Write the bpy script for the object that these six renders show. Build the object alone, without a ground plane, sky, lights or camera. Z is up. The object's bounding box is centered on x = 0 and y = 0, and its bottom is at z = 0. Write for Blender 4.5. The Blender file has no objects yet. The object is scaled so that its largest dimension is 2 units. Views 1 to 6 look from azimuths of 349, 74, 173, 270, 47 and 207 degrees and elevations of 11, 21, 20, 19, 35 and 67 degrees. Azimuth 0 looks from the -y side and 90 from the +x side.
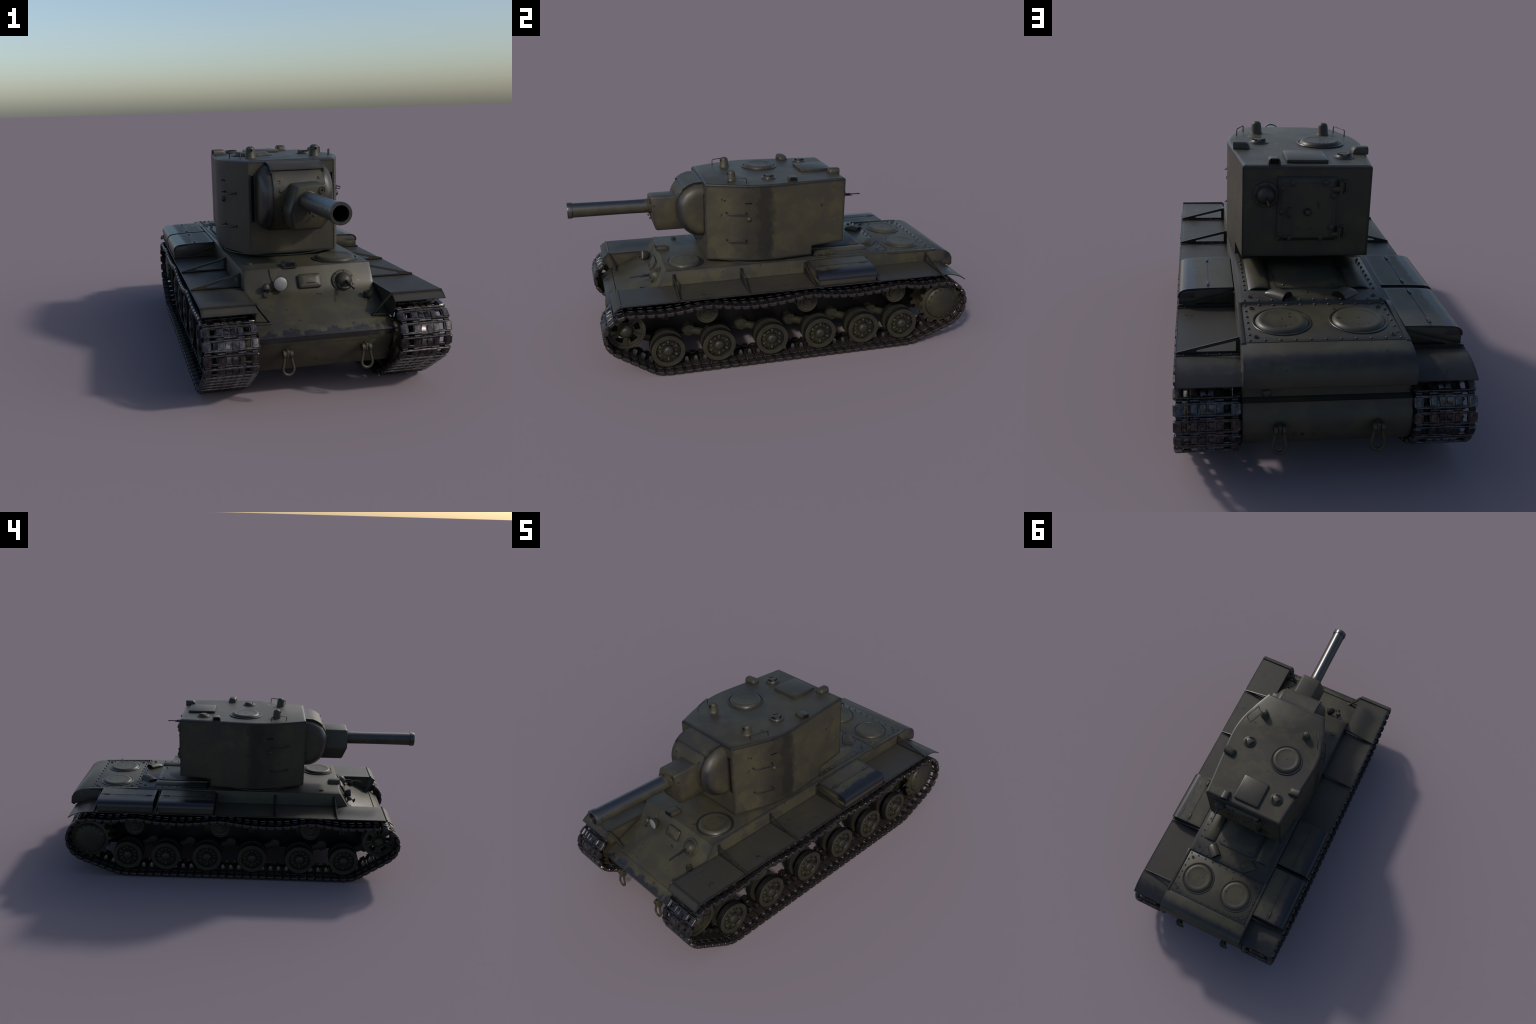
# Heavy tank with a tall slab-sided howitzer turret.  Metres, z up, gun points to -y.
import bpy, bmesh, math, random
from math import sin, cos, pi, radians, sqrt
from mathutils import Vector, Matrix

random.seed(7)
SC = bpy.context.scene
T = Matrix.Translation

# --------------------------------------------------------------------------
# materials
# --------------------------------------------------------------------------
class Nodes:
    """tiny helper to write shader maths as expressions"""
    def __init__(self, name):
        self.mat = bpy.data.materials.new(name)
        self.mat.use_nodes = True
        self.nt = self.mat.node_tree
        self.nt.nodes.clear()
        self.out = self.nt.nodes.new('ShaderNodeOutputMaterial')
        self.bsdf = self.nt.nodes.new('ShaderNodeBsdfPrincipled')
        self.nt.links.new(self.bsdf.outputs[0], self.out.inputs[0])
        self.co = self.nt.nodes.new('ShaderNodeTexCoord').outputs['Object']
        sep = self.nt.nodes.new('ShaderNodeSeparateXYZ')
        self.link(self.co, sep.inputs[0])
        self.x, self.y, self.z = sep.outputs
        self.ax = self.m('ABSOLUTE', self.x)

    def link(self, a, b):
        self.nt.links.new(a, b)

    def put(self, v, sock):
        if isinstance(v, bpy.types.NodeSocket):
            self.link(v, sock)
        else:
            sock.default_value = v

    def m(self, op, *args, clamp=False):
        n = self.nt.nodes.new('ShaderNodeMath')
        n.operation = op
        n.use_clamp = clamp
        for i, a in enumerate(args):
            self.put(a, n.inputs[i])
        return n.outputs[0]

    def mul(self, *a):
        r = a[0]
        for b in a[1:]:
            r = self.m('MULTIPLY', r, b)
        return r

    def add(self, *a):
        r = a[0]
        for b in a[1:]:
            r = self.m('ADD', r, b)
        return r

    def vmax(self, *a):
        r = a[0]
        for b in a[1:]:
            r = self.m('MAXIMUM', r, b)
        return r

    def step(self, v, lo, hi):
        """smooth ramp from 0 at lo to 1 at hi (lo > hi gives a falling one)"""
        n = self.nt.nodes.new('ShaderNodeMapRange')
        n.interpolation_type = 'SMOOTHSTEP'
        self.put(v, n.inputs['Value'])
        if lo < hi:
            n.inputs['From Min'].default_value, n.inputs['From Max'].default_value = lo, hi
        else:
            n.inputs['From Min'].default_value, n.inputs['From Max'].default_value = hi, lo
            n.inputs['To Min'].default_value, n.inputs['To Max'].default_value = 1, 0
        return n.outputs['Result']

    def band(self, v, a, b, soft):
        return self.mul(self.step(v, a - soft, a + soft), self.step(v, b + soft, b - soft))

    def noise(self, scale, detail=4, rough=0.55, stretch=None, dist=0.0):
        n = self.nt.nodes.new('ShaderNodeTexNoise')
        n.inputs['Scale'].default_value = scale
        n.inputs['Detail'].default_value = detail
        n.inputs['Roughness'].default_value = rough
        n.inputs['Distortion'].default_value = dist
        if stretch:
            mp = self.nt.nodes.new('ShaderNodeMapping')
            mp.inputs['Scale'].default_value = stretch
            self.link(self.co, mp.inputs[0])
            self.link(mp.outputs[0], n.inputs['Vector'])
        else:
            self.link(self.co, n.inputs['Vector'])
        return n.outputs['Fac']

    def voronoi(self, scale):
        n = self.nt.nodes.new('ShaderNodeTexVoronoi')
        n.inputs['Scale'].default_value = scale
        self.link(self.co, n.inputs['Vector'])
        return n.outputs['Distance']

    def mix(self, fac, a, b):
        n = self.nt.nodes.new('ShaderNodeMix')
        n.data_type = 'RGBA'
        self.put(fac, n.inputs[0])
        for v, s in ((a, n.inputs[6]), (b, n.inputs[7])):
            if isinstance(v, tuple):
                s.default_value = (*v, 1)
            else:
                self.link(v, s)
        return n.outputs[2]

    def edge(self, radius=0.004, lo=0.982, hi=0.93, samples=4):
        """1 along sharp edges, from the difference of bevelled and true normal"""
        b = self.nt.nodes.new('ShaderNodeBevel')
        b.samples = samples
        b.inputs['Radius'].default_value = radius
        g = self.nt.nodes.new('ShaderNodeNewGeometry')
        d = self.nt.nodes.new('ShaderNodeVectorMath')
        d.operation = 'DOT_PRODUCT'
        self.link(b.outputs[0], d.inputs[0])
        self.link(g.outputs['Normal'], d.inputs[1])
        return self.step(d.outputs['Value'], lo, hi)

    def bump(self, h, strength=0.2, distance=0.002):
        n = self.nt.nodes.new('ShaderNodeBump')
        n.inputs['Strength'].default_value = strength
        n.inputs['Distance'].default_value = distance
        self.link(h, n.inputs['Height'])
        self.link(n.outputs[0], self.bsdf.inputs['Normal'])

    def finish(self, col, rough, metal=0.0, spec=0.5):
        for v, k in ((col, 'Base Color'), (rough, 'Roughness'), (metal, 'Metallic'), (spec, 'Specular IOR Level')):
            if isinstance(v, tuple):
                v = (*v, 1)
            self.put(v, self.bsdf.inputs[k])
        return self.mat


OLIVE = (0.0340, 0.0307, 0.0188)
OLIVE_WARM = (0.0460, 0.0412, 0.0215)
OLIVE_COOL = (0.0265, 0.0237, 0.0194)
BARE = (0.0055, 0.0060, 0.0092)
EDGE = (0.0050, 0.0056, 0.0085)
SOOT = (0.0085, 0.0075, 0.0068)
DUST = (0.0240, 0.0208, 0.0178)


def paint_material(name, stains=True, shade=1.0, worn=True):
    k = Nodes(name)
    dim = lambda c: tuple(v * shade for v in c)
    big = k.noise(3.2, 3, 0.5)
    mid = k.noise(14, 5, 0.6)
    fine = k.noise(90, 5, 0.65)
    ragged = k.noise(38, 6, 0.7)
    patch = k.noise(9, 4, 0.6, dist=0.3)
    col = k.mix(k.step(big, 0.35, 0.62), dim(OLIVE_COOL), dim(OLIVE))
    col = k.mix(k.mul(k.step(patch, 0.44, 0.60), 0.75), col, dim(OLIVE_WARM))
    col = k.mix(k.mul(k.step(mid, 0.58, 0.42), 0.35), col, dim((0.0285, 0.0245, 0.0215)))
    # small chips down to dark metal
    chips = k.mul(k.step(k.noise(46, 3, 0.5, dist=0.9), 0.655, 0.68), k.step(patch, 0.50, 0.57))
    # ragged wear along plate edges
    wear = k.mul(k.edge(0.0042), k.step(ragged, 0.38, 0.58), 1.0 if worn else 0.0)
    rim = k.edge(0.024, 0.999, 0.94, 8)
    rubbed = k.mul(k.step(k.add(rim, k.mul(k.m('SUBTRACT', ragged, 0.5), 1.3), k.mul(k.m('SUBTRACT', patch, 0.5), 1.2)), 0.40, 0.85), k.step(rim, 0.02, 0.15), 0.68 if worn else 0.0)
    bare = k.vmax(chips, rubbed)
    gloss = 0.0
    if stains:
        r = k.m('SUBTRACT', ragged, 0.5)
        rs = k.m('SUBTRACT', k.noise(30, 5, 0.65, stretch=(1, 1, 0.35)), 0.5)
        lo = k.m('SUBTRACT', mid, 0.5)
        # oily dark patch over the curve of both turret flanks
        yy = k.add(k.y, k.mul(r, 0.06), k.mul(lo, 0.10))
        flank = k.mul(k.vmax(k.mul(k.band(yy, -0.195, -0.045, 0.045), 0.62), k.mul(k.band(yy, -0.115, -0.030, 0.022), 0.92)), k.step(k.ax, 0.195, 0.21),
                      k.step(k.z, 0.46, 0.49), k.add(0.72, k.mul(mid, 0.4)))
        flank = k.mul(flank, k.step(k.z, 0.859, 0.852))
        # worn outer shoulders of the stowage bins
        xb = k.add(k.ax, k.mul(r, 0.05), k.mul(lo, 0.04))
        bins = k.mul(k.step(xb, 0.385, 0.405), k.band(k.z, 0.413, 0.47, 0.002), k.band(k.y, 0.14, 0.80, 0.004),
                     k.step(k.z, 0.4135, 0.4145))
        # worn rolled tail plate
        yt = k.add(k.y, k.mul(r, 0.05))
        tail = k.mul(k.band(yt, 0.925, 0.962, 0.018), k.step(k.z, 0.375, 0.395), 0.85)
        guard = k.mul(k.step(k.add(k.y, k.mul(rs, 0.2)), 0.86, 0.90), k.step(k.ax, 0.264, 0.268), 0.6)
        # nose strip
        yn = k.add(k.y, k.mul(rs, 0.14), k.mul(r, 0.06))
        nose = k.mul(k.step(yn, -0.815, -0.84), k.step(k.ax, 0.262, 0.258), k.band(k.z, 0.24, 0.30, 0.004), 0.85)
        # soot on the upper half of the barrel
        zb = k.add(k.z, k.mul(r, 0.030), k.mul(lo, 0.02))
        soot = k.mul(k.step(zb, 0.722, 0.742), k.step(k.y, -0.61, -0.64), k.step(k.ax, 0.05, 0.045), 0.9)
        # scuffed rims of the mantlet cheeks
        cheek = k.mul(k.band(k.add(k.ax, k.mul(r, 0.02)), 0.117, 0.142, 0.008), k.step(k.y, -0.375, -0.40), k.step(k.y, -0.50, -0.49),
                      k.step(k.z, 0.54, 0.56), k.step(k.add(k.z, k.mul(lo, 0.1)), 0.83, 0.74), 0.85)
        bare = k.vmax(bare, bins, tail, guard, nose, soot, cheek)
        top = k.mul(k.step(k.ax, 0.262, 0.266), k.band(k.z, 0.33, 0.389, 0.002), k.m('ADD', k.mul(k.step(patch, 0.40, 0.60), 0.75), 0.1))
        col = k.mix(top, col, DUST)
        col = k.mix(flank, col, SOOT)
        gloss = k.vmax(soot, cheek)
    col = k.mix(bare, col, BARE)
    col = k.mix(k.mul(wear, 0.85), col, EDGE)
    col = k.mix(k.mul(k.step(fine, 0.5, 0.8), 0.18), col, dim((0.052, 0.047, 0.033)))
    rough = k.add(0.40, k.mul(mid, 0.16), k.mul(bare, -0.19), k.mul(wear, -0.06))
    k.bump(k.add(k.mul(fine, 0.4), k.mul(mid, 0.6)), 0.12, 0.0015)
    return k.finish(col, rough, 0.0, k.add(0.28, k.mul(bare, 0.12), k.m('MULTIPLY', gloss, 0.5)))


def simple_material(name, a, b, rough, metal, scale=40, spec=0.5):
    k = Nodes(name)
    n = k.noise(scale, 5, 0.65)
    k.bump(n, 0.15, 0.001)
    return k.finish(k.mix(k.step(n, 0.35, 0.68), a, b), k.add(rough - 0.08, k.mul(n, 0.16)), metal, spec)


def lens_material():
    k = Nodes('lamp_glass')
    w = k.nt.nodes.new('ShaderNodeTexWave')
    w.inputs['Scale'].default_value = 130
    w.bands_direction = 'X'
    k.link(k.co, w.inputs[0])
    w2 = k.nt.nodes.new('ShaderNodeTexWave')
    w2.inputs['Scale'].default_value = 130
    w2.bands_direction = 'Z'
    k.link(k.co, w2.inputs[0])
    g = k.m('MULTIPLY', w.outputs['Fac'], w2.outputs['Fac'])
    k.bump(g, 0.3, 0.001)
    return k.finish(k.mix(g, (0.12, 0.12, 0.123), (0.20, 0.20, 0.203)), 0.25, 0.0, 0.5)


PAINT = paint_material('olive_armour_paint')
FIELD = paint_material('olive_nose_paint', worn=False)
PLAIN = paint_material('olive_fitting_paint', stains=False, shade=0.8, worn=False)
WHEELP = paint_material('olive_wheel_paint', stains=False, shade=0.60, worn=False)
WHEELD = paint_material('dark_wheel_recess', stains=False, shade=0.14, worn=False)  # olive cut to near black for the recessed part of the wheel face
HULL_SHADE = paint_material('olive_darkened_for_fender_shade', stains=False, shade=0.33)  # hull olive darkened to a third, baking in the shade below the fenders
TREAD = simple_material('black_wheel_tread', (0.003, 0.003, 0.0032), (0.007, 0.0065, 0.0065), 0.6, 0.0, spec=0.15)
STEEL = simple_material('worn_track_steel', (0.034, 0.030, 0.030), (0.090, 0.082, 0.083), 0.27, 0.88, 55)
RUST = simple_material('brown_track_steel', (0.012, 0.0080, 0.0068), (0.024, 0.0165, 0.0140), 0.5, 0.2, 70)
DARK = simple_material('dark_gun_metal', (0.010, 0.011, 0.014), (0.022, 0.023, 0.028), 0.38, 0.6)
BLACK = simple_material('deep_black', (0.003, 0.003, 0.003), (0.005, 0.005, 0.005), 0.8, 0.0, spec=0.1)
LENS = lens_material()


# --------------------------------------------------------------------------
# mesh building kit
# --------------------------------------------------------------------------
class Kit:
    def __init__(self):
        self.bm = bmesh.new()

    def _merge(self, tmp, mi, M=None):
        if M is not None:
            tmp.transform(M)
        for f in tmp.faces:
            f.material_index = mi
        me = bpy.data.meshes.new('tmp')
        tmp.to_mesh(me)
        tmp.free()
        self.bm.from_mesh(me)
        bpy.data.meshes.remove(me)

    def _bevel(self, tmp, w, seg=2, ang=25):
        if w <= 0:
            return
        bmesh.ops.recalc_face_normals(tmp, faces=tmp.faces)
        es = [e for e in tmp.edges if len(e.link_faces) == 2 and e.calc_face_angle(0) > radians(ang)]
        if es:
            bmesh.ops.bevel(tmp, geom=es, offset=w, segments=seg, affect='EDGES', profile=0.5, clamp_overlap=True)

    def box(self, lo, hi, mi=0, bevel=0.0, M=None, seg=2):
        t = bmesh.new()
        v = [t.verts.new((x, y, z)) for x in (lo[0], hi[0]) for y in (lo[1], hi[1]) for z in (lo[2], hi[2])]
        for q in ((0, 1, 3, 2), (4, 6, 7, 5), (0, 4, 5, 1), (2, 3, 7, 6), (0, 2, 6, 4), (1, 5, 7, 3)):
            t.faces.new([v[i] for i in q])
        self._bevel(t, bevel, seg)
        self._merge(t, mi, M)

    def prism(self, prof, axis, lo, hi, mi=0, bevel=0.0, M=None, seg=2, ang=25):
        """closed polygon prof extruded along axis; prof is in the two other axes, in xyz order"""
        t = bmesh.new()
        def P(p, h):
            return {'x': (h, p[0], p[1]), 'y': (p[0], h, p[1]), 'z': (p[0], p[1], h)}[axis]
        a = [t.verts.new(P(p, lo)) for p in prof]
        b = [t.verts.new(P(p, hi)) for p in prof]
        n = len(prof)
        t.faces.new(a)
        t.faces.new(b[::-1])
        for i in range(n):
            t.faces.new((a[i], b[i], b[(i + 1) % n], a[(i + 1) % n]))
        bmesh.ops.recalc_face_normals(t, faces=t.faces)
        self._bevel(t, bevel, seg, ang)
        self._merge(t, mi, M)

    def loft(self, rings, mi=0, bevel=0.0, M=None, caps=True, seg=2, ang=25):
        t = bmesh.new()
        R = [[t.verts.new(p) for p in r] for r in rings]
        n = len(R[0])
        for i in range(len(R) - 1):
            for j in range(n):
                t.faces.new((R[i][j], R[i][(j + 1) % n], R[i + 1][(j + 1) % n], R[i + 1][j]))
        if caps:
            t.faces.new(R[0][::-1])
            t.faces.new(R[-1])
        bmesh.ops.recalc_face_normals(t, faces=t.faces)
        self._bevel(t, bevel, seg, ang)
        self._merge(t, mi, M)

    def lathe(self, prof, seg=32, mi=0, M=None, mats=None):
        """prof [(r, h)...] turned round local z; mats gives a material per profile step"""
        t = bmesh.new()
        rings = []
        for r, h in prof:
            if r < 1e-6:
                rings.append([t.verts.new((0, 0, h))])
            else:
                rings.append([t.verts.new((r * cos(2 * pi * i / seg), r * sin(2 * pi * i / seg), h)) for i in range(seg)])
        fm = []
        for k in range(len(rings) - 1):
            A, B = rings[k], rings[k + 1]
            m_i = mats[k] if mats else mi
            for i in range(seg):
                j = (i + 1) % seg
                if len(A) == 1 and len(B) == 1:
                    continue
                if len(A) == 1:
                    f = t.faces.new((A[0], B[i], B[j]))
                elif len(B) == 1:
                    f = t.faces.new((A[i], A[j], B[0]))
                else:
                    f = t.faces.new((A[i], A[j], B[j], B[i]))
                fm.append((f, m_i))
        bmesh.ops.recalc_face_normals(t, faces=t.faces)
        idx = {f: m_ for f, m_ in fm}
        if M is not None:
            t.transform(M)
        for f in t.faces:
            f.material_index = idx.get(f, mi)
        me = bpy.data.meshes.new('tmp')
        t.to_mesh(me)
        t.free()
        self.bm.from_mesh(me)
        bpy.data.meshes.remove(me)

    def tube(self, pts, r, seg=8, mi=0, M=None, closed=False, squash=1.0):
        t = bmesh.new()
        pts = [Vector(p) for p in pts]
        n = len(pts)
        rings = []
        ref = None
        for i in range(n):
            if closed:
                d = pts[(i + 1) % n] - pts[i - 1]
            else:
                d = pts[min(i + 1, n - 1)] - pts[max(i - 1, 0)]
            d.normalize()
            if ref is None:
                ref = Vector((0, 0, 1)) if abs(d.z) < 0.9 else Vector((1, 0, 0))
            u = (ref - d * ref.dot(d)).normalized()
            ref = u
            w = d.cross(u)
            rings.append([t.verts.new(pts[i] + (u * cos(2 * pi * j / seg) + w * sin(2 * pi * j / seg) * squash) * r) for j in range(seg)])
        m = n if closed else n - 1
        for i in range(m):
            A, B = rings[i], rings[(i + 1) % n]
            for j in range(seg):
                t.faces.new((A[j], A[(j + 1) % seg], B[(j + 1) % seg], B[j]))
        if not closed:
            t.faces.new(rings[0][::-1])
            t.faces.new(rings[-1])
        bmesh.ops.recalc_face_normals(t, faces=t.faces)
        self._merge(t, mi, M)

    def bolt(self, p, n=(0, 0, 1), r=0.0045, h=0.004, mi=0, seg=6):
        self.lathe([(r * 1.05, -0.002), (r, h * 0.7), (r * 0.7, h), (0, h)], seg, mi, aim(p, n))

    def finish(self, name, parent, mats, angle=32):
        me = bpy.data.meshes.new(name)
        self.bm.to_mesh(me)
        self.bm.free()
        for m_ in (mats if isinstance(mats, (list, tuple)) else [mats]):
            me.materials.append(m_)
        me.shade_smooth()
        me.set_sharp_from_angle(angle=radians(angle))
        return link(bpy.data.objects.new(name, me), parent)


def link(o, parent):
    SC.collection.objects.link(o)
    if parent is not None:
        o.parent = parent
    return o


def again(o, parent, M):
    """another copy of a part sharing its mesh"""
    c = link(o.copy(), parent)
    c.matrix_local = M
    return c


def aim(p, n):
    """matrix that carries local +z to direction n at point p"""
    q = Vector(n).normalized().to_track_quat('Z', 'Y')
    return T(Vector(p)) @ q.to_matrix().to_4x4()


MIRX = Matrix.Diagonal((-1, 1, 1, 1))


def flipped(prof):
    return [(-a, b) for a, b in prof]


def arc(c, r, a0, a1, n, r2=None):
    r2 = r2 or r
    return [(c[0] + r * cos(radians(a0 + (a1 - a0) * i / n)), c[1] + r2 * sin(radians(a0 + (a1 - a0) * i / n))) for i in range(n + 1)]


# --------------------------------------------------------------------------
# the tank
# --------------------------------------------------------------------------
tank = bpy.data.objects.new('heavy_tank', None)
tank['label'] = 'dark olive heavy tank with tall boxy howitzer turret'
tank['category'] = 'tank'
link(tank, None)

DECK = 0.457
HX = 0.259          # half width of the hull
# side profile of the hull, nose to tail (y, z)
k = Kit()
rear_hood = [(0.598, DECK - 0.001), (0.601, 0.4485), (0.868, 0.4440), (0.905, 0.4420), (0.937, 0.4335), (0.963, 0.4160), (0.977, 0.391), (0.9805, 0.352), (0.964, 0.343), (0.955, 0.352)]
rear_round = [(0.949, 0.288)] + arc((0.871, 0.213), 0.096, 34, -58, 12)
profile = [(-0.562, DECK), (-0.605, 0.3880), (-0.614, 0.3755), (-0.626, 0.3645), (-0.645, 0.3545), (-0.800, 0.288), (-0.843, 0.262), (-0.843, 0.252), (-0.757, 0.115)]
profile += [(0.80, 0.113)] + rear_round[::-1] + [(0.922, 0.293), (0.916, 0.352)] + rear_hood[::-1]
k.prism(profile, 'x', -HX, HX, bevel=0.0025, ang=38)
hull = k.finish('hull', tank, PAINT, 34)

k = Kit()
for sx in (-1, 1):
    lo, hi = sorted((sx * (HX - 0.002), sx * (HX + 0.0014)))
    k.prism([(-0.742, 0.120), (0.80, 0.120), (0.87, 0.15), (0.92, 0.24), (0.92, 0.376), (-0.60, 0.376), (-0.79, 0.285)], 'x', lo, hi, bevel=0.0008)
k.finish('hull_side_shadow_plate', hull, HULL_SHADE)

# ---- plates laid on the hull -------------------------------------------------
k = Kit()
k.prism([(-0.797, 0.2945), (-0.800, 0.2915), (-0.846, 0.2605), (-0.848, 0.264)], 'x', -0.255, 0.255, bevel=0.0015)
k.box((-0.255, -0.840, 0.240), (0.255, -0.8385, 0.2405))
k.finish('nose_strip', hull, FIELD)

k = Kit()
k.prism([(0.605, 0.440), (0.866, 0.438), (0.866, 0.4462), (0.605, 0.4512)], 'x', -0.243, 0.243, bevel=0.0015)
for sx in (-1, 1):
    lo, hi = sorted((sx * 0.2455, sx * (HX + 0.0008)))
    k.prism([(0.597, 0.440), (0.872, 0.436), (0.872, 0.4470), (0.64, 0.4545), (0.597, DECK - 0.0005)], 'x', lo, hi, bevel=0.001)
k.finish('radiator_cover_plate', hull, PAINT)
k = Kit()
k.box((-0.243, 0.19, 0.450), (0.243, 0.5965, DECK + 0.0012), bevel=0.001)
k.finish('engine_cover_plate', hull, PAINT)


def dished_cover(x, y, z, r, parent, h=0.016, tilt=0.0):
    k = Kit()
    Mt = T((x, y, z)) @ Matrix.Rotation(radians(-tilt), 4, 'X')
    s = r / 0.094
    prof = [(0.0945, -0.004), (0.0945, 0.0035), (0.0930, 0.0050), (0.0880, 0.0050), (0.0865, 0.0018), (0.0845, 0.0018), (0.0825, 0.0050), (0.0785, 0.0100),
            (0.0735, 0.0134), (0.0680, 0.0148), (0.0620, 0.0144), (0.0560, 0.0132), (0.0500, 0.0128), (0.0, 0.0134)]
    k.lathe([(a * s, b * h / 0.0148) for a, b in prof], 56, M=Mt)
    for i in range(3):
        a = radians(80 + 20 * i)
        k.bolt(Mt @ Vector((0.048 * s * cos(a), 0.048 * s * sin(a), h * 0.88)), r=0.002, h=0.001)
    k.bolt((x, y, z + h * 0.93), r=0.0025, h=0.0015)
    return k.finish('round_hatch', parent, PAINT, 34)


RAD = 0.4482       # height of the sloping radiator deck under the covers
dished_cover(0.123, 0.735, RAD, 0.0945, hull, 0.0125, tilt=1.1)
dished_cover(-0.123, 0.735, RAD, 0.0945, hull, 0.0125, tilt=1.1)
dished_cover(0.149, -0.455, DECK, 0.093, hull, 0.0155)

# engine hatch with a bulge, between the two long air intakes
k = Kit()
def rrect(x0, x1, y0, y1, r, n=5):
    p = []
    for cx, cy, a in ((x1 - r, y1 - r, 0), (x0 + r, y1 - r, 90), (x0 + r, y0 + r, 180), (x1 - r, y0 + r, 270)):
        p += arc((cx, cy), r, a, a + 90, n)
    return p
k.prism(rrect(-0.122, 0.122, 0.205, 0.497, 0.03), 'z', 0.452, DECK + 0.006, bevel=0.0025, ang=50)
bulge = [(0.117, 0.0), (0.108, 0.002), (0.085, 0.0085), (0.055, 0.0140), (0.0, 0.0165)]
k.lathe(bulge, 40, M=T((0, 0.33, DECK + 0.0057)))
for sx in (-1, 1):
    k.bolt((sx * 0.09, 0.47, DECK + 0.006))
k.finish('engine_hatch', hull, PAINT, 40)

intake = [(0.137, 0.452), (0.213, 0.452), (0.213, 0.4590), (0.203, 0.4645), (0.188, 0.4690), (0.170, 0.4705), (0.152, 0.4680), (0.137, 0.4625)]
for sx in (1, -1):
    k = Kit()
    pr = intake if sx == 1 else flipped(intake)
    k.prism(pr, 'y', 0.205, 0.500, bevel=0.002, ang=40)
    inner = [(0.145, 0.4585), (0.205, 0.4585), (0.200, 0.462), (0.187, 0.4658), (0.170, 0.4672), (0.150, 0.4642)]
    k.prism(inner if sx == 1 else flipped(inner), 'y', 0.49, 0.5006, mi=1)
    k.finish('air_intake_cover', hull, [PAINT, BLACK], 40)
    # armoured exhaust hood, slanted inward and to the rear
    k = Kit()
    M = T((sx * 0.116, 0.548, DECK + 0.002)) @ Matrix.Rotation(radians(sx * 47), 4, 'Z')
    hood = arc((0, 0), 0.030, 0, 180, 10, 0.022)
    ring0 = [(a, -0.036, b * 0.55) for a, b in hood]
    ring1 = [(a, -0.008, b) for a, b in hood]
    ring2 = [(a, 0.040, b) for a, b in hood]
    k.loft([ring0, ring1, ring2], bevel=0.0, M=M)
    k.prism([(a * 0.86, b * 0.86 + 0.001) for a, b in hood], 'y', 0.03, 0.0405, mi=1, M=M)
    k.finish('exhaust_hood', hull, [PAINT, BLACK], 40)

# bolts of the deck
def deck_z(y):
    return DECK + 0.0012 if y < 0.6 else 0.4512 - 0.0192 * (y - 0.605)


k = Kit()
for row_y, n in ((0.588, 11), (0.613, 11), (0.856, 11)):
    for i in range(n):
        k.bolt((-0.232 + 0.464 * i / (n - 1), row_y, deck_z(row_y)), r=0.0046)
for sx in (-1, 1):
    for i in range(5):
        k.bolt((sx * 0.231, 0.655 + 0.041 * i, deck_z(0.655 + 0.041 * i)), r=0.0046)
    for i in range(8):
        k.bolt((sx * 0.226, 0.215 + 0.0405 * i, DECK + 0.0012), r=0.0046)
    for y in (0.560, 0.635, 0.835):
        k.lathe([(0.0085, -0.001), (0.008, 0.004), (0.005, 0.004), (0.005, 0.001), (0, 0.001)], 10, M=T((sx * 0.212, y, deck_z(y))))
o = k.finish('deck_bolt', hull, PLAIN)
o['kind'] = 'stuff'

# turret ring lip on the deck
k = Kit()
k.lathe([(0.246, 0.455), (0.245, 0.4605), (0.240, 0.4615), (0.232, 0.4620), (0.232, 0.482), (0.2, 0.482)], 64, M=T((0, -0.075, 0)))
k.finish('turret_ring', hull, PAINT, 40)

# ---- front plate fittings ----------------------------------------------------
PN = Vector((0, -0.849, 0.529))                 # outward normal of the driver's plate
PD = Vector((0, -0.529, -0.849))                # down the plate
P0 = Vector((0, -0.562, DECK))


def on_plate(x, z, off=0.0):
    s = (DECK - z) / 0.849
    return P0 + PD * s + PN * off + Vector((x, 0, 0))


def plate_matrix(x, z, off=0.0):
    """local x = right, y = up the plate, z = out of it"""
    M = Matrix(((1, 0, 0), (0, -PD.y, PN.y), (0, -PD.z, PN.z))).to_4x4()
    return T(on_plate(x, z, off)) @ M


k = Kit()
M = plate_matrix(0.0, 0.403)
def rr3(w, h, r, z):
    return [(a, b, z) for a, b in rrect(-w, w, -h, h, r, 4)]
k.loft([rr3(0.046, 0.0285, 0.010, -0.002), rr3(0.046, 0.0285, 0.010, 0.009), rr3(0.043, 0.0255, 0.008, 0.012),
        rr3(0.024, 0.010, 0.004, 0.0155)], M=M)
k.box((-0.019, -0.0125, 0.013), (0.019, -0.0105, 0.0158), mi=1, M=M)
k.finish('driver_visor', hull, [PAINT, BLACK], 40)


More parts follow.
